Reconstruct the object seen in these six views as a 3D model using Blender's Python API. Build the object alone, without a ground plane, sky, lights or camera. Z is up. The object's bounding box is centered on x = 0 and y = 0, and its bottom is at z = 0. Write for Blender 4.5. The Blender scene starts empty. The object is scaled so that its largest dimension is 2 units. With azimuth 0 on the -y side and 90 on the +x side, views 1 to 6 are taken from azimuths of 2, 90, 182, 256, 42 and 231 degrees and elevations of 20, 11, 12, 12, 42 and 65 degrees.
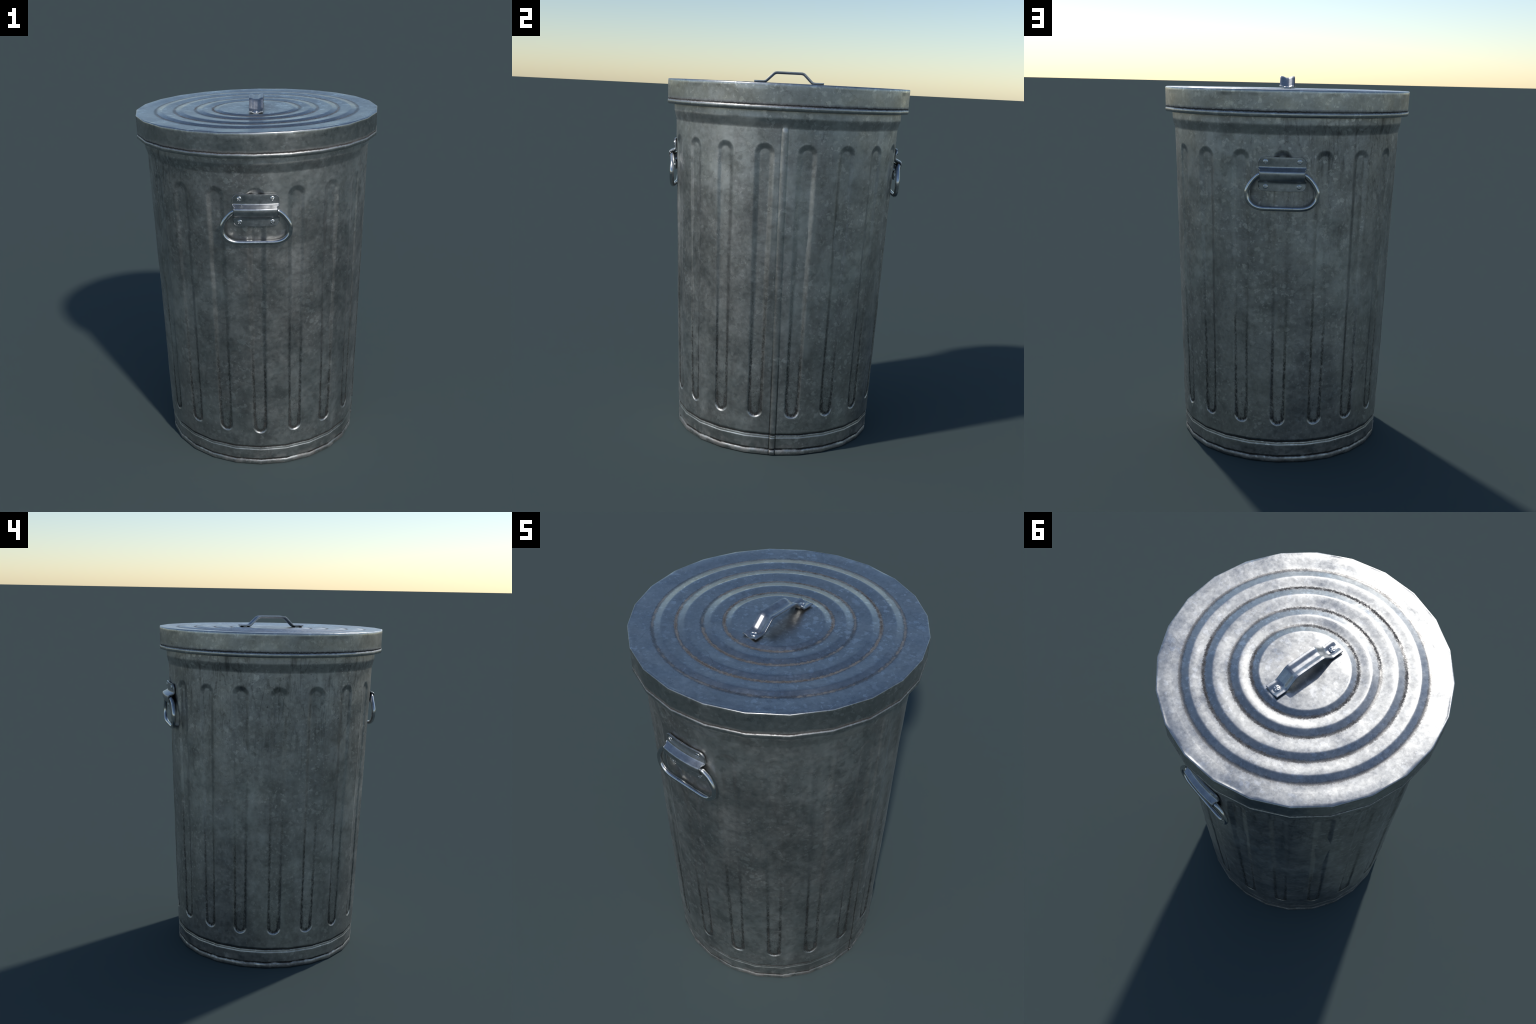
import bpy, math
import numpy as np

RNG = np.random.default_rng(7)
TAU = 2 * math.pi
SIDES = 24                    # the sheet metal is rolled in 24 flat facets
FLUTES = 18                   # pressed vertical channels round the can


# ------------------------------------------------------------------ helpers
def smoothstep(a, b, x):
    t = np.clip((x - a) / (b - a), 0, 1)
    return t * t * (3 - 2 * t)


def facet(theta):
    """Radius factor that turns a circle into a 24-sided polygon."""
    step = TAU / SIDES
    return math.cos(step / 2) / np.cos(np.mod(theta, step) - step / 2)


def waves(count, low, high, seed):
    """Smooth random field made from plane waves, for dents in sheet metal."""
    g = np.random.default_rng(seed)
    k = g.normal(size=(count, 3))
    k /= np.linalg.norm(k, axis=1)[:, None]
    k *= (TAU / g.uniform(low, high, count))[:, None]
    ph = g.uniform(0, TAU, count)

    def field(p):
        out = np.zeros(p.shape[:-1])
        for i in range(count):
            out += np.cos(p @ k[i] + ph[i])
        return out / math.sqrt(count)
    return field


def make_mesh(name, verts, faces, normals=None, smooth=True):
    me = bpy.data.meshes.new(name)
    me.from_pydata([tuple(v) for v in verts], [], faces)
    me.polygons.foreach_set("use_smooth", [smooth] * len(me.polygons))
    me.update()
    if normals is not None:
        me.normals_split_custom_set_from_vertices([tuple(n) for n in normals])
    return me


def grid_mesh(name, P, N=None, wrap_u=True, wrap_v=False):
    """Quad mesh from a grid P[row, col]; quads via numpy for speed."""
    rows, cols = P.shape[:2]
    idx = np.arange(rows * cols).reshape(rows, cols)
    a = idx if wrap_v else idx[:-1]
    b = np.roll(idx, -1, 0) if wrap_v else idx[1:]
    if wrap_u:
        a2, b2 = np.roll(a, -1, 1), np.roll(b, -1, 1)
    else:
        a, a2, b, b2 = a[:, :-1], a[:, 1:], b[:, :-1], b[:, 1:]
    q = np.stack([a, a2, b2, b], -1).reshape(-1, 4).astype(np.int32)
    me = bpy.data.meshes.new(name)
    me.vertices.add(rows * cols)
    me.vertices.foreach_set("co", P.reshape(-1).astype(np.float32))
    me.loops.add(q.size)
    me.loops.foreach_set("vertex_index", q.reshape(-1))
    me.polygons.add(len(q))
    me.polygons.foreach_set("loop_start", np.arange(0, q.size, 4, dtype=np.int32))
    me.update(calc_edges=True)
    me.polygons.foreach_set("use_smooth", np.ones(len(q), dtype=bool))
    me.validate()
    if N is not None:
        me.normals_split_custom_set_from_vertices(N.reshape(-1, 3).astype(np.float32))
    return me


def grid_normals(P, boost=None):
    """Normals of the smooth (round) version of a lathe grid."""
    du = np.roll(P, -1, 1) - np.roll(P, 1, 1)
    dv = np.gradient(P, axis=0)
    n = np.cross(du, dv)
    n /= np.maximum(np.linalg.norm(n, axis=-1, keepdims=True), 1e-12)
    return n


def densify(points, spacing):
    """Resample a profile polyline (r, z), keeping its corners."""
    out = [points[0]]
    for p, q in zip(points[:-1], points[1:]):
        n = max(1, int(math.ceil(math.dist(p, q) / spacing)))
        for i in range(1, n + 1):
            t = i / n
            out.append((p[0] + (q[0] - p[0]) * t, p[1] + (q[1] - p[1]) * t))
    return np.array(out)


def catmull(points, per, closed=True):
    pts = np.array(points, float)
    n = len(pts)
    out = []
    for i in range(n if closed else n - 1):
        p0, p1, p2, p3 = (pts[(i + k) % n] if closed else pts[min(max(i + k, 0), n - 1)] for k in (-1, 0, 1, 2))
        for j in range(per):
            t = j / per
            out.append(0.5 * (2 * p1 + (p2 - p0) * t + (2 * p0 - 5 * p1 + 4 * p2 - p3) * t * t
                              + (3 * p1 - p0 - 3 * p2 + p3) * t ** 3))
    if not closed:
        out.append(pts[-1])
    return np.array(out)


def add_object(name, mesh, parent, material):
    ob = bpy.data.objects.new(name, mesh)
    bpy.context.scene.collection.objects.link(ob)
    if parent is not None:
        ob.parent = parent
    if material is not None and not mesh.materials:
        mesh.materials.append(material)
    return ob


# ---------------------------------------------------------------- materials
class Nodes:
    def __init__(self, name):
        self.mat = bpy.data.materials.new(name)
        self.mat.use_nodes = True
        self.nt = self.mat.node_tree
        self.nt.nodes.clear()
        self.out = self.nt.nodes.new("ShaderNodeOutputMaterial")
        self.bsdf = self.nt.nodes.new("ShaderNodeBsdfPrincipled")
        self.nt.links.new(self.bsdf.outputs[0], self.out.inputs[0])
        tc = self.nt.nodes.new("ShaderNodeTexCoord")
        self.pos = tc.outputs["Object"]
        sep = self.nt.nodes.new("ShaderNodeSeparateXYZ")
        self.link(self.pos, sep.inputs[0])
        self.x, self.y, self.z = sep.outputs

    def link(self, a, b):
        self.nt.links.new(a, b)

    def put(self, sock, v):
        if hasattr(v, "is_output"):
            self.link(v, sock)
        else:
            sock.default_value = v

    def m(self, op, *args, clamp=False):
        n = self.nt.nodes.new("ShaderNodeMath")
        n.operation = op
        n.use_clamp = clamp
        for i, a in enumerate(args):
            self.put(n.inputs[i], a)
        return n.outputs[0]

    def add(self, a, b): return self.m("ADD", a, b)
    def sub(self, a, b): return self.m("SUBTRACT", a, b)
    def mul(self, a, b): return self.m("MULTIPLY", a, b)

    def step(self, v, a, b, lo=0.0, hi=1.0):
        n = self.nt.nodes.new("ShaderNodeMapRange")
        n.interpolation_type = "SMOOTHSTEP"
        for i, s in enumerate((v, a, b, lo, hi)):
            self.put(n.inputs[i], s)
        return n.outputs[0]

    def band(self, v, centre, half, soft):
        """1 within half of centre, fading over soft."""
        d = self.m("ABSOLUTE", self.sub(v, centre))
        return self.step(d, half, self.add(half, soft), 1.0, 0.0)

    def vec(self, scale=(1, 1, 1), off=(0, 0, 0), src=None):
        n = self.nt.nodes.new("ShaderNodeMapping")
        self.link(src or self.pos, n.inputs[0])
        n.inputs["Scale"].default_value = scale
        n.inputs["Location"].default_value = off
        return n.outputs[0]

    def noise(self, scale, detail=4, rough=0.55, vec=None, dist=0.0):
        n = self.nt.nodes.new("ShaderNodeTexNoise")
        self.link(vec or self.pos, n.inputs["Vector"])
        n.inputs["Scale"].default_value = scale
        n.inputs["Detail"].default_value = detail
        n.inputs["Roughness"].default_value = rough
        n.inputs["Distortion"].default_value = dist
        return n.outputs["Fac"]

    def warp(self, scale, amount, vec=None):
        """Position pushed about by noise, for ragged cell edges."""
        n = self.nt.nodes.new("ShaderNodeTexNoise")
        self.link(vec or self.pos, n.inputs["Vector"])
        n.inputs["Scale"].default_value = scale
        n.inputs["Detail"].default_value = 3
        k = self.nt.nodes.new("ShaderNodeVectorMath")
        k.operation = "MULTIPLY_ADD"
        self.link(n.outputs["Color"], k.inputs[0])
        k.inputs[1].default_value = (amount,) * 3
        self.link(vec or self.pos, k.inputs[2])
        return k.outputs[0]

    def cells(self, scale, vec=None, feature="F1", rnd=1.0):
        n = self.nt.nodes.new("ShaderNodeTexVoronoi")
        n.feature = feature
        self.link(vec or self.pos, n.inputs["Vector"])
        n.inputs["Scale"].default_value = scale
        n.inputs["Randomness"].default_value = rnd
        if feature == "F1":
            s = self.nt.nodes.new("ShaderNodeSeparateColor")
            self.link(n.outputs["Color"], s.inputs[0])
            return s.outputs[0], n.outputs["Distance"]
        return n.outputs["Distance"]

    def ramp(self, fac, stops):
        n = self.nt.nodes.new("ShaderNodeValToRGB")
        self.link(fac, n.inputs[0])
        e = n.color_ramp.elements
        while len(e) < len(stops):
            e.new(0.5)
        for el, (p, c) in zip(e, stops):
            el.position = p
            el.color = (*c, 1)
        return n.outputs[0]

    def mix(self, fac, a, b, mode="MIX"):
        n = self.nt.nodes.new("ShaderNodeMix")
        n.data_type = "RGBA"
        n.blend_type = mode
        self.put(n.inputs[0], fac)
        for i, v in ((6, a), (7, b)):
            self.put(n.inputs[i], (*v, 1) if isinstance(v, tuple) else v)
        return n.outputs[2]

    def bump(self, height, strength, dist, normal=None):
        n = self.nt.nodes.new("ShaderNodeBump")
        n.inputs["Strength"].default_value = strength
        n.inputs["Distance"].default_value = dist
        self.link(height, n.inputs["Height"])
        if normal is not None:
            self.link(normal, n.inputs["Normal"])
        return n.outputs[0]


def galvanised(name, tone, rough, spangle, contrast, grime, streaky=False, shift=(0, 0, 0), wave=1.0,
               soil=(0.017, 0.015, 0.014), matte=(0.72, 0.95), cover=0.85):
    """Zinc-coated steel: cloudy grey, pale crystal flakes, hairline scratches, dirt where grime() says."""
    g = Nodes(name)
    p = g.vec(off=shift)
    cloud = g.noise(3.8, 5, 0.6, p)
    mottle = g.noise(15, 6, 0.62, p, 0.25)
    fine = g.noise(46, 5, 0.68, p)
    grain = g.noise(230, 3, 0.6, p)
    lo = tuple(c * (1 - contrast) for c in tone)
    hi = tuple(c * (1 + contrast) for c in tone)
    mixv = g.add(g.add(g.mul(cloud, 0.24), g.mul(mottle, 0.28)), g.add(g.mul(fine, 0.36), g.mul(grain, 0.12)))
    if streaky:
        streak = g.noise(9, 4, 0.6, g.vec((1, 1, 0.14), shift))
        mixv = g.add(g.mul(mixv, 0.74), g.mul(streak, 0.26))
    colour = g.ramp(mixv, [(0.38, lo), (0.5, tone), (0.62, hi)])
    if streaky:                                              # pale oxidised patches in the zinc
        pale = g.step(g.noise(2.6, 4, 0.6, g.vec((1, 1, 0.7), (3, 7, 1))), 0.47, 0.64)
        pale = g.mul(pale, g.step(mottle, 0.32, 0.62, 0.25, 1.0))
        colour = g.mix(g.mul(pale, 0.62), colour, (0.575, 0.592, 0.578))
        worn = g.step(g.noise(3.1, 5, 0.62, g.vec((1, 1, 0.55), (8, 1, 4))), 0.50, 0.68)
        colour = g.mix(g.mul(worn, 0.36), colour, tuple(c * 0.55 for c in tone))
    # pale zinc flakes
    w = g.warp(48, 0.030, p)
    rnd, dist = g.cells(46, w)
    rnd2, _ = g.cells(95, g.vec(off=(3.1, 1.7, 0.4), src=w))
    thin = g.step(g.noise(5, 3, 0.6, g.vec(off=(5, 2, 1))), 0.36, 0.60, 0.15, 1.0)
    flake = g.m("MAXIMUM", g.mul(g.step(rnd, 0.90, 0.94), g.mul(g.step(fine, 0.34, 0.50, 0.35, 1.0), g.step(dist, 0.95, 0.45))),
                g.mul(g.step(rnd2, 0.88, 0.92), g.step(fine, 0.36, 0.54, 0.2, 0.8)))
    flake = g.mul(g.mul(flake, thin), spangle)
    dull = g.mul(g.step(rnd, 0.07, 0.05), g.mul(g.step(mottle, 0.40, 0.55), 0.30))
    colour = g.mix(dull, colour, tuple(c * 0.6 for c in tone))
    colour = g.mix(flake, colour, tuple(min(1, c * 1.6) for c in tone))
    # hairline scratches and cracks in the dulled zinc
    crack = g.cells(8, g.warp(9, 0.22, p), "DISTANCE_TO_EDGE")
    patch = g.step(g.noise(3.3, 3, 0.5, g.vec(off=(9, 4, 7))), 0.50, 0.62)
    score = g.cells(4.3, g.warp(4, 0.06, g.vec((1, 1, 1), (2, 5, 8))), "DISTANCE_TO_EDGE")
    score = g.mul(g.step(score, 0.0012, 0.0045, 1.0, 0.0), g.step(g.noise(5.5, 3, 0.6, g.vec(off=(8, 8, 1))), 0.50, 0.60))
    colour = g.mix(g.mul(score, 0.35), colour, tuple(c * 0.4 for c in tone))
    hair = g.mul(g.step(crack, 0.002, 0.009, 1.0, 0.0), g.mul(patch, g.step(g.noise(60, 3, 0.6), 0.40, 0.6)))
    colour = g.mix(g.mul(hair, 0.40), colour, tuple(c * 0.35 for c in tone))
    dirt, rust = grime(g)
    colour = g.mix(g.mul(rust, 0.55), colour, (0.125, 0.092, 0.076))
    colour = g.mix(g.m("POWER", dirt, cover), colour, soil)
    g.link(colour, g.bsdf.inputs["Base Color"])
    r = g.add(rough, g.mul(g.sub(g.noise(7, 5, 0.6, g.vec(off=(2, 8, 3))), 0.5), 0.34))
    r = g.add(r, g.mul(g.sub(fine, 0.5), 0.18))
    r = g.sub(r, g.mul(flake, 0.06))
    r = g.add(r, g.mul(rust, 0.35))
    r = g.m("MAXIMUM", r, g.mul(dirt, 0.8))
    g.link(r, g.bsdf.inputs["Roughness"])
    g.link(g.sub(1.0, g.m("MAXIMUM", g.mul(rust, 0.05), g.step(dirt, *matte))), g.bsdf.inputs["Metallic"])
    g.link(g.step(dirt, 0.4, 0.8, 0.5, 0.12), g.bsdf.inputs["Specular IOR Level"])
    n = g.bump(g.noise(6, 2, 0.45, p), 0.25 * wave, 0.02)
    n = g.bump(fine, 0.045 * wave * wave, 0.01, n)
    n = g.bump(g.sub(grain, g.mul(dirt, 0.4)), 0.07 * wave, 0.002, n)
    g.link(n, g.bsdf.inputs["Normal"])
    return g.mat


# flute layout (shared by the geometry and by the dirt that gathers in it)
FLUTE_TOP, FLUTE_BOTTOM = 1.648, 0.208
FLUTE_HALF_TOP, FLUTE_HALF_BOTTOM = 0.053, 0.0435
SEAM_TOP, SEAM_BOTTOM = -0.010, 0.0035     # y of the folded seam on the +x side
BAND_TOP, BEAD_BASE = 0.100, 0.030


def body_grime(g):
    R = g.m("SQRT", g.add(g.mul(g.x, g.x), g.mul(g.y, g.y)))
    ang = g.m("ARCTAN2", g.y, g.x)
    pitch = TAU / FLUTES
    local = g.sub(g.m("FLOORED_MODULO", ang, pitch), pitch / 2)       # flutes sit mid-pitch
    s = g.m("ABSOLUTE", g.mul(local, R))
    half = g.step(g.z, 0.2, 1.65, FLUTE_HALF_BOTTOM, FLUTE_HALF_TOP)
    zb = g.sub(g.add(FLUTE_BOTTOM, half), g.z)
    zt = g.sub(g.z, g.sub(FLUTE_TOP, half))
    dz = g.m("MAXIMUM", g.m("MAXIMUM", zb, zt), 0.0)
    d = g.sub(g.m("SQRT", g.add(g.mul(s, s), g.mul(dz, dz))), half)   # <0 inside the flute
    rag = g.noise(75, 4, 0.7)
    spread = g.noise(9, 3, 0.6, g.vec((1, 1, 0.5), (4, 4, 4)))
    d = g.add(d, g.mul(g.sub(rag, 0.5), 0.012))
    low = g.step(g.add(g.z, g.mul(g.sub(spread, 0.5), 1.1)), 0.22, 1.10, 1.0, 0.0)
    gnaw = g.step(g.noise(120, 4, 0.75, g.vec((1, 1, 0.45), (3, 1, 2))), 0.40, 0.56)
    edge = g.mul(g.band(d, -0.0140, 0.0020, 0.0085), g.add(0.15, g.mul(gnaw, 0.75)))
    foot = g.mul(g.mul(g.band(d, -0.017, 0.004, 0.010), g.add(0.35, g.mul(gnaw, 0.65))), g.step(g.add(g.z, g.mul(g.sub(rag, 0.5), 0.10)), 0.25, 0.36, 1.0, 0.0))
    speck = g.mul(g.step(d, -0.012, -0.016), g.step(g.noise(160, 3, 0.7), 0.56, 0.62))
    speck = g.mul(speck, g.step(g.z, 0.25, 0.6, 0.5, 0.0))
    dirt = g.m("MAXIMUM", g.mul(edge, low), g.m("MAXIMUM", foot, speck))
    # seam edges
    seam = g.step(g.z, 0.0, 1.72, SEAM_BOTTOM, SEAM_TOP)
    sd = g.m("ABSOLUTE", g.sub(g.y, seam))
    sd = g.add(sd, g.mul(g.sub(rag, 0.5), 0.004))
    sm = g.mul(g.band(sd, 0.0168, 0.0012, 0.0028), g.step(g.x, 0.1, 0.2, 0.0, 0.7))
    sm = g.mul(sm, g.step(g.add(g.z, g.mul(g.sub(spread, 0.5), 0.8)), 0.20, 0.85, 1.0, 0.0))
    dirt = g.m("MAXIMUM", dirt, sm)
    # grooves at the base band
    zz = g.add(g.z, g.mul(g.sub(rag, 0.5), 0.006))
    gr = g.m("MAXIMUM", g.band(zz, 0.1165, 0.0022, 0.0045), g.mul(g.band(zz, 0.034, 0.003, 0.004), g.step(spread, 0.36, 0.5)))
    dirt = g.m("MAXIMUM", dirt, gr)
    # drip stains and blots below the rim at the back and left
    where = g.mul(g.step(g.z, 0.95, 1.60), g.step(g.sub(g.mul(g.y, 0.5), g.x), -0.15, 0.40))
    w = g.warp(11, 0.11, g.vec((1, 1, 0.30)))
    drip = g.cells(13, w, "DISTANCE_TO_EDGE")
    drip = g.mul(g.step(drip, 0.004, 0.075, 1.0, 0.0), g.step(g.noise(5, 4, 0.65, g.vec((1, 1, 0.6), (1, 6, 2))), 0.40, 0.56))
    run = g.step(g.noise(26, 5, 0.7, g.vec((1, 1, 0.12), (6, 0, 3))), 0.50, 0.68)
    run = g.mul(run, g.step(g.noise(4, 3, 0.6, g.vec(off=(4, 9, 9))), 0.36, 0.56))
    speckle = g.mul(g.step(g.noise(62, 5, 0.8), 0.57, 0.68), g.step(g.noise(8, 3, 0.6, g.vec(off=(2, 2, 6))), 0.44, 0.58))
    stain = g.mul(where, g.m("MAXIMUM", g.mul(g.mul(drip, g.step(rag, 0.38, 0.58, 0.2, 1.0)), 0.36), g.m("MAXIMUM", g.mul(run, 0.46), g.mul(speckle, 0.72))))
    dirt = g.m("MAXIMUM", dirt, stain)
    rust = g.mul(g.step(g.z, 0.10, 0.03), g.step(g.noise(24, 3, 0.55, g.vec(off=(7, 7, 7))), 0.40, 0.60, 0.0, 0.55))
    return g.mul(dirt, 0.95), rust


RINGS = [(0.206, 0.238), (0.297, 0.335), (0.413, 0.450), (0.517, 0.553)]   # steps in the lid


def lid_grime(g):
    R = g.m("SQRT", g.add(g.mul(g.x, g.x), g.mul(g.y, g.y)))
    rag = g.noise(130, 5, 0.8)
    rag2 = g.noise(30, 3, 0.6)
    RR = g.add(R, g.add(g.mul(g.sub(rag, 0.5), 0.034), g.mul(g.sub(rag2, 0.5), 0.008)))
    top = g.step(g.z, 1.915, 1.92)
    amount = g.step(g.noise(3.2, 3, 0.6, g.vec(off=(3, 3, 0))), 0.30, 0.55)
    dirt, rust = None, None
    for i, (a, b) in enumerate(RINGS):
        k = (0.85, 0.85, 0.9, 0.5)[i]
        line = g.mul(g.mul(g.band(RR, b + 0.002, 0.0022, 0.0085), k), g.add(0.30, g.mul(amount, 0.70)))
        line = g.mul(line, g.step(rag2, 0.25, 0.60, 0.45, 1.0))
        halo = g.mul(g.band(RR, b + 0.001, 0.003, 0.012), 0.32)
        dirt = line if dirt is None else g.m("MAXIMUM", dirt, line)
        rust = halo if rust is None else g.m("MAXIMUM", rust, halo)
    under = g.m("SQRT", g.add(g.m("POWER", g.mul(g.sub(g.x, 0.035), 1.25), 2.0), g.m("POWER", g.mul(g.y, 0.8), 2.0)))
    strap_patch = g.mul(g.step(g.add(under, g.mul(g.sub(rag2, 0.5), 0.06)), 0.03, 0.15, 0.50, 0.0), g.step(g.noise(14, 4, 0.6), 0.25, 0.6, 0.4, 1.0))
    rust = g.m("MAXIMUM", rust, strap_patch)                  # browner, rougher oval on the lid around the strap
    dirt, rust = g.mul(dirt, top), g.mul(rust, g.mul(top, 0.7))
    zz = g.add(g.z, g.add(g.mul(g.sub(g.noise(70, 4, 0.7, g.vec((1, 1, 0.4))), 0.5), 0.011), -0.0012))
    side = g.mul(g.step(R, 0.60, 0.62), g.band(zz, 1.8295, 0.0016, 0.0036))
    side = g.mul(side, g.step(g.noise(4, 3, 0.6, g.vec(off=(0, 2, 5))), 0.30, 0.50, 0.35, 0.9))
    dirt = g.m("MAXIMUM", dirt, side)
    rust = g.m("MAXIMUM", rust, g.mul(g.mul(g.step(R, 0.60, 0.62), g.band(zz, 1.831, 0.004, 0.010)), 0.6))
    return g.m("MINIMUM", dirt, 0.93), rust


def no_grime(g):
    v = g.mul(g.step(g.noise(30, 4, 0.7), 0.66, 0.74), 0.3)
    return v, g.mul(v, 0.0)


MAT_BODY = galvanised("galvanised_body", (0.395, 0.391, 0.380), 0.43, 0.85, 0.33, body_grime, True)
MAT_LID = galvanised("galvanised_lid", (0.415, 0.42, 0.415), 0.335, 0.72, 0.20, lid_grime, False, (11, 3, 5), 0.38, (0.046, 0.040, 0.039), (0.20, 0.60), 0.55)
MAT_HANDLE = galvanised("plated_handle", (0.40, 0.41, 0.42), 0.385, 0.3, 0.24, no_grime, False, (2, 9, 1), 0.4)
MAT_RING = galvanised("polished_rod", (0.50, 0.51, 0.52), 0.23, 0.1, 0.12, no_grime, False, (4, 4, 1), 0.3)
MAT_SCREW = galvanised("bright_screw", (0.52, 0.53, 0.54), 0.28, 0.0, 0.08, no_grime, False, (6, 1, 8), 0.3)


# ---------------------------------------------------------------- can body
def body_radius(z):
    return 0.5585 + (z - 0.11) * 0.0337


def flute_depth(theta, z, r):
    pitch = TAU / FLUTES
    local = np.mod(theta, pitch) - pitch / 2
    s = np.abs(local) * r
    t = np.clip((z - 0.2) / 1.45, 0, 1)
    t = t * t * (3 - 2 * t)
    half = FLUTE_HALF_BOTTOM + (FLUTE_HALF_TOP - FLUTE_HALF_BOTTOM) * t
    dz = np.maximum(np.maximum(FLUTE_BOTTOM + half - z, z - (FLUTE_TOP - half)), 0)
    d = np.sqrt(s * s + dz * dz) - half
    wall = 0.014 + 0.017 * smoothstep(0.20, 1.0, z)
    depth = 0.0040 + 0.0012 * smoothstep(0.4, 1.5, z)
    return depth * smoothstep(0, 1, -d / wall)


def seam_height(theta, z, r):
    y = SEAM_BOTTOM + (SEAM_TOP - SEAM_BOTTOM) * smoothstep(0.0, 1.72, z)
    th = np.mod(theta + math.pi, TAU) - math.pi
    s = np.abs(th * r - y)
    bead = np.sqrt(np.clip(1 - (s / 0.0150) ** 2, 0, 1)) * 0.0056
    groove = 0.0016 * np.exp(-((s - 0.0165) / 0.003) ** 2)
    return (bead - groove) * smoothstep(1.735, 1.70, z) * smoothstep(0.004, 0.014, z)


def build_body(parent):
    cols = 1440
    theta = np.arange(cols) * TAU / cols
    foot = [(0.05, 0.014), (0.525, 0.014), (0.535, 0.006), (0.543, 0.0)]
    lower = [(0.5490, 0.0007), (0.5522, 0.0040), (0.5536, 0.010), (0.5541, 0.016), (0.5537, 0.0220), (0.5516, 0.0272),
             (0.5490, 0.0310), (0.5488, 0.0345), (0.5515, 0.0380), (0.5532, 0.043), (0.5560, 0.0900), (0.5562, 0.0955),
             (0.5556, 0.0980), (0.5545, 0.1002), (0.5538, 0.1025), (0.5538, 0.1065), (0.5532, 0.1105), (0.5518, 0.1135),
             (0.5512, 0.1165), (0.5530, 0.1200), (0.5560, 0.1240), (body_radius(0.128), 0.128)]
    rows = [densify(foot, 0.08), np.array(lower)]
    zs = np.concatenate([np.arange(0.132, 0.20, 0.006), np.arange(0.20, 0.30, 0.0025), np.arange(0.30, 1.56, 0.010),
                         np.arange(1.56, 1.66, 0.003), np.arange(1.66, 1.715, 0.006)])
    rows.append(np.stack([body_radius(zs), zs], 1))
    r0 = body_radius(1.715)
    neck_z = np.arange(1.718, 1.775, 0.004)
    neck = r0 + (0.6258 - r0) * np.clip((neck_z - 1.721) / 0.045, 0, 1)
    for _ in range(2):
        neck[1:-1] = (neck[:-2] + 2 * neck[1:-1] + neck[2:]) / 4
    rows.append(np.stack([neck, neck_z], 1))
    rows.append(np.array([(0.6260, 1.785), (0.6262, 1.80), (0.6265, 1.84), (0.627, 1.885), (0.629, 1.892), (0.627, 1.898),
                          (0.622, 1.899), (0.618, 1.892), (0.617, 1.84), (0.617, 1.77), (0.600, 1.70), (0.590, 1.2),
                          (0.570, 0.6), (0.545, 0.06), (0.538, 0.034), (0.525, 0.028), (0.05, 0.028)]))
    prof = np.vstack(rows)
    r, z = prof[:, 0][:, None], prof[:, 1][:, None]
    outer = np.zeros(len(prof))
    outer[len(rows[0]):-12] = 1
    outer = outer[:, None]
    th = theta[None, :]
    dent = waves(14, 0.16, 0.5, 3)
    base = np.stack([r * np.cos(th), r * np.sin(th), z + 0 * th], -1)
    on_wall = outer * smoothstep(0.10, 0.25, z) * smoothstep(1.75, 1.6, z)
    flute = flute_depth(th, z, r) * outer
    disp = seam_height(th, z, r) * outer - flute + dent(base) * 0.0011 * on_wall
    # one long shallow knock on the right side and a softer one at the left
    for a, zc, wa, wz, tilt, dep in ((0.62, 1.28, 0.10, 0.22, 0.5, 0.005), (2.75, 1.22, 0.13, 0.20, -0.6, 0.005),
                                     (1.25, 1.05, 0.10, 0.25, 0.2, 0.004), (-1.05, 0.95, 0.14, 0.2, 0.3, 0.003)):
        da = (np.mod(th - a + math.pi, TAU) - math.pi) * 0.6
        dzz = z - zc
        u, v = da - tilt * dzz * 0.5, dzz + tilt * da
        disp -= dep * np.exp(-(u / wa) ** 2 - (v / wz) ** 2) * on_wall
    rr = r + disp - flute * (0.75 + 0.95 * smoothstep(0.25, 0.7, z) - 0.7 * smoothstep(1.50, 1.62, z))              # shading reads the press marks a little crisper than they are deep
    round_p = np.stack([rr * np.cos(th), rr * np.sin(th), z + 0 * th], -1)
    N = grid_normals(round_p)
    f = facet(th)
    P = np.stack([(r * f + disp) * np.cos(th), (r * f + disp) * np.sin(th), z + 0 * th], -1)
    me = grid_mesh("can_body", P, N)
    return add_object("can_body", me, parent, MAT_BODY)


# --------------------------------------------------------------------- lid
LID_TOP = 1.934


def lid_height(r, drop, settle):
    """Pressed rings: a short slope down, then a slow rise; settle < 1 leaves a stair."""
    h = np.zeros_like(r)
    nxt = [0.297, 0.413, 0.517, 0.640]
    for (a, b), c in zip(RINGS, nxt):
        down = np.clip((r - a) / (b - a), 0, 1)
        rise = smoothstep(b + 0.004, c - 0.004, r) * settle
        h -= drop * np.where(r < b, down, 1 - rise)
    for _ in range(2):
        h[1:-1] = (h[:-2] + 2 * h[1:-1] + h[2:]) / 4
    return h


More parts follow.
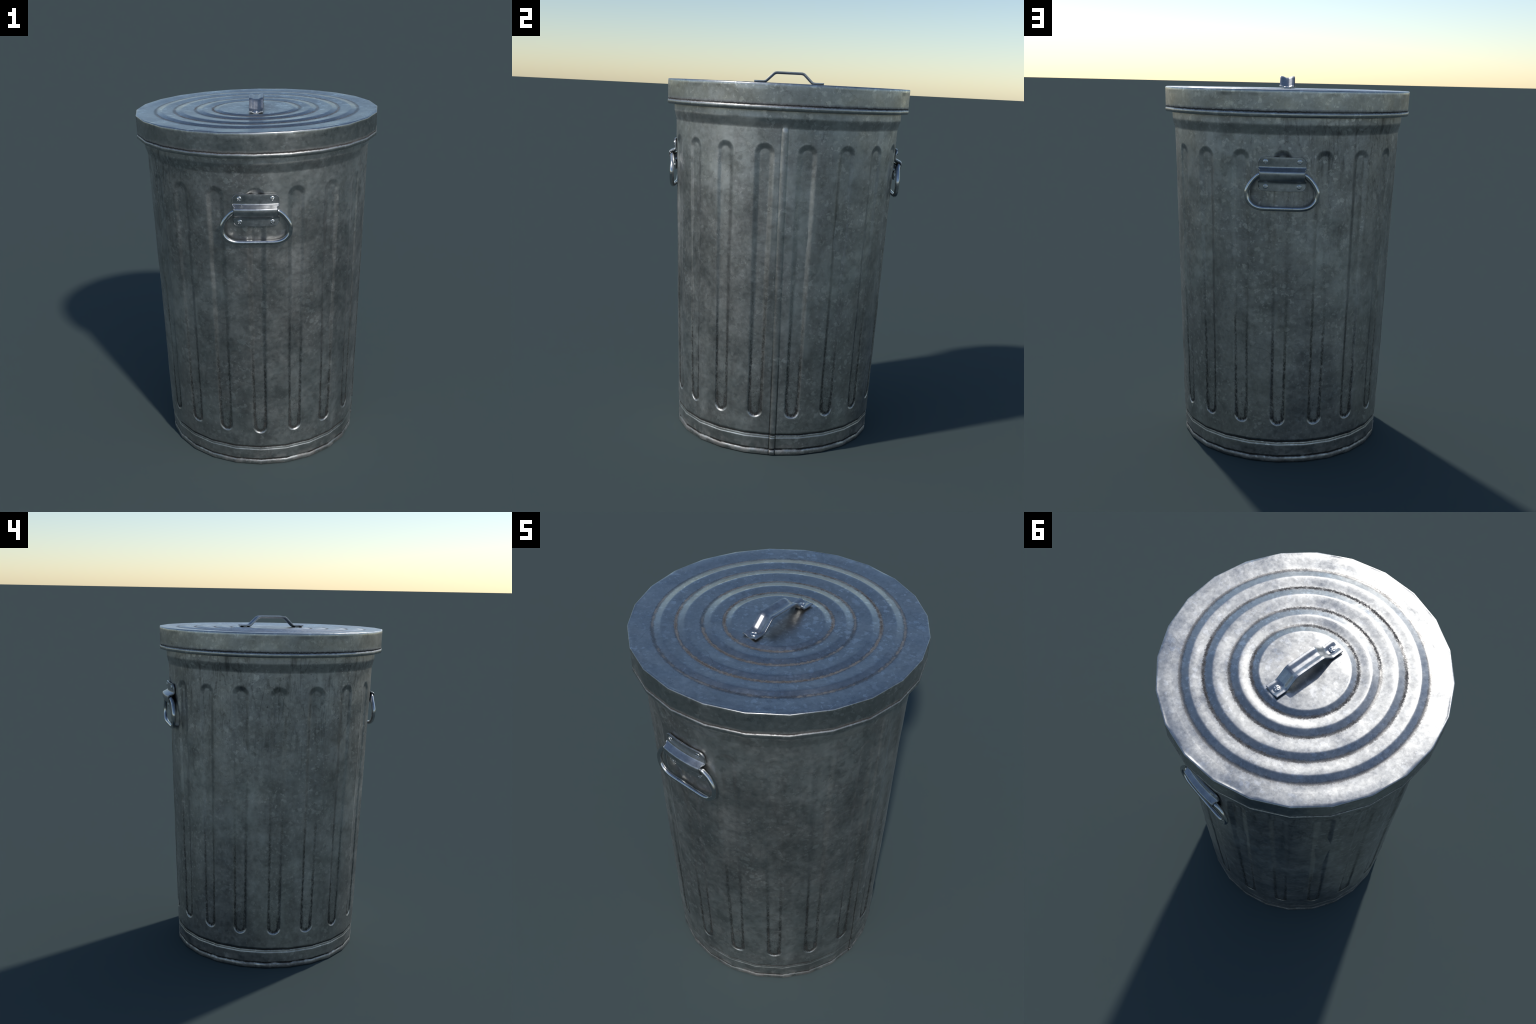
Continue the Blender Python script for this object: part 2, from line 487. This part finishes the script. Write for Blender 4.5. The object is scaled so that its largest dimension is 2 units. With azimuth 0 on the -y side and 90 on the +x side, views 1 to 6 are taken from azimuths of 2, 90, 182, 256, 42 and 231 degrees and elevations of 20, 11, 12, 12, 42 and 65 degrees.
def build_lid(parent):
    cols = 720
    theta = np.arange(cols) * TAU / cols
    th = theta[None, :]
    rt = np.concatenate([np.linspace(0.0004, 0.19, 8), np.arange(0.195, 0.60, 0.0028), np.arange(0.605, 0.645, 0.006)])
    top = np.stack([rt, LID_TOP + lid_height(rt, 0.0040, 1.0) + 0.0012 * smoothstep(0.640, 0.600, rt)], 1)
    shade = np.stack([rt, LID_TOP + lid_height(rt, 0.0130, 0.20)], 1)     # what the light sees: crisp stairs
    drop = shade[-1, 1] - LID_TOP
    edge = [(0.6480, 1.9340), (0.6525, 1.9340), (0.6570, 1.9339), (0.6605, 1.9334), (0.6632, 1.9322), (0.6643, 1.9300),
            (0.6646, 1.9265), (0.6646, 1.9225), (0.6645, 1.9190)]
    soft = [(0.6470, 1.9340), (0.6515, 1.9340), (0.6560, 1.9340), (0.6592, 1.9339), (0.6618, 1.9330), (0.6632, 1.9308),
            (0.6640, 1.9272), (0.6644, 1.9228), (0.6645, 1.9190)]
    wall = densify([(0.6645, 1.9150), (0.6628, 1.834)], 0.01)
    low = np.array([(0.6618, 1.831), (0.6605, 1.8285), (0.6612, 1.8262), (0.6635, 1.8245), (0.6643, 1.8210), (0.6646, 1.8165),
                    (0.6640, 1.8115), (0.6620, 1.8070), (0.6585, 1.8045), (0.653, 1.8035), (0.640, 1.8045), (0.6310, 1.807)])
    inner = np.array([(0.6300, 1.815), (0.6305, 1.905), (0.628, 1.912), (0.55, 1.915), (0.3, 1.918), (0.02, 1.918)])
    prof = np.vstack([top, edge, wall, low, inner])
    norm = np.vstack([shade - [0, drop], soft, wall, low, inner])
    n_top = len(top)
    wob = waves(10, 0.12, 0.35, 11)
    ring = np.stack([0.66 * np.cos(th), 0.66 * np.sin(th), 0 * th], -1)

    def surface(pr, rim_amount):
        r, z = pr[:, 0][:, None], pr[:, 1][:, None]
        is_top = (np.arange(len(pr)) < n_top)[:, None]
        rim = smoothstep(0.650, 0.660, r) * smoothstep(1.915, 1.926, z) * (1 - is_top)
        bow = 0.0006 * wob(ring * 1.3 + np.array([0, 0, 1.0]) * z[..., None]) * ((z < 1.915) & (z > 1.83) & (r > 0.655))
        flat = np.stack([r * np.cos(th), r * np.sin(th), 0 * r * th], -1)
        sag = waves(8, 0.35, 0.9, 5)(flat) * 0.0008 * is_top * smoothstep(0.64, 0.56, r) * smoothstep(0.15, 0.24, r)
        return r + bow, z + rim_amount * wob(ring) * rim + sag

    rr, zz = surface(norm, 0.0012)
    N = -grid_normals(np.stack([rr * np.cos(th), rr * np.sin(th), zz + 0 * th], -1))
    rr, zz = surface(prof, 0.0003)
    blend = smoothstep(0.57, 0.645, prof[:, 0][:, None])
    f = 1 + (facet(th) - 1) * blend
    P = np.stack([rr * f * np.cos(th), rr * f * np.sin(th), zz + 0 * th], -1)
    me = grid_mesh("lid", P[::-1], N[::-1])
    return add_object("lid", me, parent, MAT_LID)


# ------------------------------------------------------------------ screws
def screw_mesh(radius=0.0125, height=0.0046):
    """Domed pan head with a pressed cross recess."""
    nr, nt = 15, 72
    rad = np.linspace(0.02, 1.0, nr)[:, None]
    t = (np.arange(nt) * TAU / nt)[None, :]
    x, y = rad * np.cos(t), rad * np.sin(t)
    z = np.sqrt(np.clip(1 - (rad * 0.96) ** 2, 0, 1)) ** 0.8 * height + 0 * t
    arm = np.maximum(smoothstep(0.17, 0.10, np.abs(x)) * smoothstep(0.68, 0.56, np.abs(y)),
                     smoothstep(0.17, 0.10, np.abs(y)) * smoothstep(0.68, 0.56, np.abs(x)))
    z = z - arm * height * 0.55
    P = np.stack([x * radius, y * radius, z], -1)
    skirt = np.stack([np.cos(t[0]) * radius, np.sin(t[0]) * radius, 0 * t[0] - 0.006], -1)[None]
    me = grid_mesh("screw", np.vstack([P, skirt])[::-1])
    return me


# -------------------------------------------------------------- lid handle
def build_lid_handle(parent):
    """Pressed strap: trough-shaped section swept along a raised bridge."""
    half = [(-0.191, 1.9445), (-0.150, 1.9445), (-0.138, 1.9450), (-0.129, 1.9482), (-0.120, 1.9560), (-0.090, 1.9850),
            (-0.081, 1.9920), (-0.072, 1.9950), (-0.060, 1.9960), (0.0, 1.9960)]
    path = half + [(-y, z) for y, z in half[-2::-1]]
    path = catmull(path, 5, closed=False)
    # section: offset normal to the strap against x ; centre valley is lower
    xs = np.array([-0.0380, -0.0372, -0.0330, -0.0255, -0.0170, -0.0095, 0, 0.0095, 0.0170, 0.0255, 0.0330, 0.0372, 0.0380])
    off = np.array([0.0030, 0.0040, 0.0040, 0.0036, 0.0000, -0.0034, -0.0038, -0.0034, 0.0000, 0.0036, 0.0040, 0.0040, 0.0030])
    xs, off = catmull(np.stack([xs, off], 1), 3, closed=False).T
    thick = 0.0062
    tan = np.gradient(path, axis=0)
    tan /= np.linalg.norm(tan, axis=1)[:, None]
    nor = np.stack([-tan[:, 1], tan[:, 0]], 1)
    rows = []
    for (y, z), (ny, nz) in zip(path, nor):
        upper = [(x, y + ny * o, z + nz * o) for x, o in zip(xs, off)]
        lower = [(x, y + ny * (o - thick), z + nz * (o - thick)) for x, o in zip(xs[::-1] * 0.995, off[::-1])]
        rows.append(upper + lower)
    P = np.array(rows)
    first, last = P[:1].mean(1, keepdims=True), P[-1:].mean(1, keepdims=True)
    m = grid_mesh("lid_handle", P)
    import bmesh
    bm = bmesh.new()
    bm.from_mesh(m)
    bm.verts.ensure_lookup_table()
    k = P.shape[1]
    nu = len(xs)
    for base, flip in ((0, False), ((len(P) - 1) * k, True)):
        for i in range(nu - 1):
            q = [bm.verts[base + i], bm.verts[base + i + 1], bm.verts[base + k - 2 - i], bm.verts[base + k - 1 - i]]
            bm.faces.new(q if flip else q[::-1])
    bmesh.ops.recalc_face_normals(bm, faces=bm.faces)
    sharp = [e for e in bm.edges if len(e.link_faces) == 2 and e.calc_face_angle(0) > 0.9]
    bmesh.ops.bevel(bm, geom=sharp, offset=0.0008, segments=2, affect="EDGES", profile=0.5)
    for f in bm.faces:
        f.smooth = True
    bm.to_mesh(m)
    bm.free()
    return add_object("lid_handle", m, parent, MAT_HANDLE)


# ------------------------------------------------------------- side handles
def bracket_mesh():
    """Plate rolled to the can, with a folded-out hood that holds the ring."""
    # (height, distance out from the axis at mid width) of the outer face
    prof = [(1.6130, 0.6235), (1.6020, 0.6232), (1.5740, 0.6206), (1.5650, 0.6202), (1.5605, 0.6222), (1.5550, 0.6310),
            (1.5495, 0.6420), (1.5462, 0.6478), (1.5420, 0.6505), (1.5350, 0.6514), (1.5260, 0.6508), (1.5160, 0.6484),
            (1.5060, 0.6430), (1.4985, 0.6355), (1.4935, 0.6270), (1.4900, 0.6205), (1.4860, 0.6180), (1.4800, 0.6172),
            (1.4600, 0.6166), (1.4460, 0.6160)]
    prof = catmull(prof, 4, closed=False)
    prof = prof - np.array([0.0, 0.0055])
    fine = 0.030 * np.linspace(0, 1, 14) ** 2                # close rows where the corners are rounded
    zz = prof[::-1, 0]
    ends = [np.array([(z, np.interp(z, zz, prof[::-1, 1])) for z in lst]) for lst in (prof[0, 0] - fine, (prof[-1, 0] + fine)[::-1])]
    prof = np.vstack([ends[0], prof[(prof[:, 0] < ends[0][-1, 0] - 1e-4) & (prof[:, 0] > ends[1][0, 0] + 1e-4)], ends[1]])
    top, bot, corner, wide = 1.6130, 1.4460, 0.030, 0.121
    us = np.linspace(-1, 1, 41)
    us = np.sign(us) * (1 - (1 - np.abs(us)) ** 1.35)
    tan = np.gradient(prof, axis=0)
    tan /= np.linalg.norm(tan, axis=1)[:, None]
    thick = 0.0085
    outer, inner = [], []
    for (z, r), (tz, tr) in zip(prof, tan):
        e = min(top - z, z - bot)
        w = wide
        if e < corner:
            w = wide - corner + math.sqrt(max(0, corner ** 2 - (corner - e) ** 2))
        w -= 0.012 * float(smoothstep(0.618, 0.634, np.array(r))) * 1.0
        nz, nr = tr, -tz                     # outward normal in (z, r)
        for lst, t in ((outer, 0.0), (inner, thick)):
            zc, rc = z - nz * t, r - nr * t
            x = us * w
            a = x / 0.625
            lst.append(np.stack([rc * np.sin(a), -rc * np.cos(a), zc + 0 * a], -1))
    O, I = np.array(outer), np.array(inner)
    rows, cols = O.shape[:2]
    v = np.concatenate([O.reshape(-1, 3), I.reshape(-1, 3)])
    n = rows * cols
    faces = []
    for i in range(rows - 1):
        for j in range(cols - 1):
            a, b, c, d = i * cols + j, i * cols + j + 1, (i + 1) * cols + j + 1, (i + 1) * cols + j
            faces.append((a, d, c, b))
            faces.append((n + a, n + b, n + c, n + d))
    for i in range(rows - 1):
        for j, s in ((0, 1), (cols - 1, -1)):
            a, d = i * cols + j, (i + 1) * cols + j
            faces.append((a, n + a, n + d, d)[::s])
    for j in range(cols - 1):
        for i, s in ((0, -1), (rows - 1, 1)):
            a, b = i * cols + j, i * cols + j + 1
            faces.append((a, n + a, n + b, b)[::s])
    me = make_mesh("handle_bracket", v, faces)
    import bmesh
    bm = bmesh.new()
    bm.from_mesh(me)
    bmesh.ops.remove_doubles(bm, verts=bm.verts, dist=1e-6)
    bmesh.ops.recalc_face_normals(bm, faces=bm.faces)
    sharp = [e for e in bm.edges if len(e.link_faces) == 2 and e.calc_face_angle(0) > 1.0]
    bmesh.ops.bevel(bm, geom=sharp, offset=0.0022, segments=3, affect="EDGES", profile=0.5)
    for f in bm.faces:
        f.smooth = True
    bm.to_mesh(me)
    bm.free()
    return me


def ring_mesh():
    """Bent rod, flat at the bottom, hung in the hood."""
    half = [(0.104, 1.5290), (0.1160, 1.5265), (0.1535, 1.4890), (0.1745, 1.4470), (0.1700, 1.4040), (0.1425, 1.3735),
            (0.1045, 1.3612)]
    corners = half + [(-x, z) for x, z in half[::-1]]
    path = []
    n = len(corners)
    for i, (x, z) in enumerate(corners):                     # each bend is a short arc between straight runs
        p, q, o = np.array(corners[i - 1]), np.array((x, z)), np.array(corners[(i + 1) % n])
        a = q + (p - q) * min(0.38, 0.016 / np.linalg.norm(p - q) + 0.10)
        b = q + (o - q) * min(0.38, 0.016 / np.linalg.norm(o - q) + 0.10)
        for t in (0.0, 0.25, 0.5, 0.75, 1.0):
            path.append((1 - t) ** 2 * a + 2 * t * (1 - t) * q + t * t * b)
    path = np.array([(x, -np.interp(z, [1.35, 1.38, 1.44, 1.50, 1.53], [0.6100, 0.6110, 0.6105, 0.6110, 0.6180]), z) for x, z in path])
    tan = np.roll(path, -1, 0) - np.roll(path, 1, 0)
    tan /= np.linalg.norm(tan, axis=1)[:, None]
    side = np.cross(tan, np.array([0, 1.0, 0]))
    side /= np.linalg.norm(side, axis=1)[:, None]
    out = np.cross(side, tan)
    k = 16
    a = np.arange(k) * TAU / k
    P = path[:, None] + 0.0114 * (np.cos(a)[None, :, None] * side[:, None] + np.sin(a)[None, :, None] * out[:, None])
    return grid_mesh("handle_ring", P[:, ::-1], wrap_v=True)


def place(ob, loc, normal, spin):
    from mathutils import Vector, Matrix
    q = Vector(normal).to_track_quat("Z", "Y").to_matrix().to_4x4()
    ob.matrix_basis = Matrix.Translation(loc) @ q @ Matrix.Rotation(spin, 4, "Z")


# ---------------------------------------------------------------- assemble
can = bpy.data.objects.new("trash_can", None)
bpy.context.scene.collection.objects.link(can)
can["label"] = "weathered galvanised steel trash can with fluted sides and lid"
can["category"] = "trash can"

build_body(can)
lid = build_lid(can)
build_lid_handle(lid)

screw = screw_mesh()
screw.materials.append(MAT_SCREW)
for y, spin in ((-0.1595, 0.55), (0.1590, 0.35)):
    s = add_object("screw", screw, lid, None)
    place(s, (0.0003, y, 1.9415), (0, 0, 1), spin)
    s.scale = (1.36, 1.36, 1.25)

bracket, ring = bracket_mesh(), ring_mesh()
spins = [(0.75, 0.0, 0.6, 0.3), (0.1, 0.7, 0.85, 0.75)]
for side in (0, 1):
    b = add_object("handle_bracket", bracket, can, MAT_HANDLE)
    b.rotation_euler = (0, 0, math.pi * side)
    add_object("handle_ring", ring, b, MAT_RING)
    k = 0
    for z, r in ((1.5915, 0.6165), (1.4690, 0.6110)):
        for x in (-0.084, 0.0845):
            a = x / 0.625
            s = add_object("screw", screw, b, None)
            place(s, (r * math.sin(a), -r * math.cos(a), z), (math.sin(a), -math.cos(a), 0.03), spins[side][k])
            k += 1
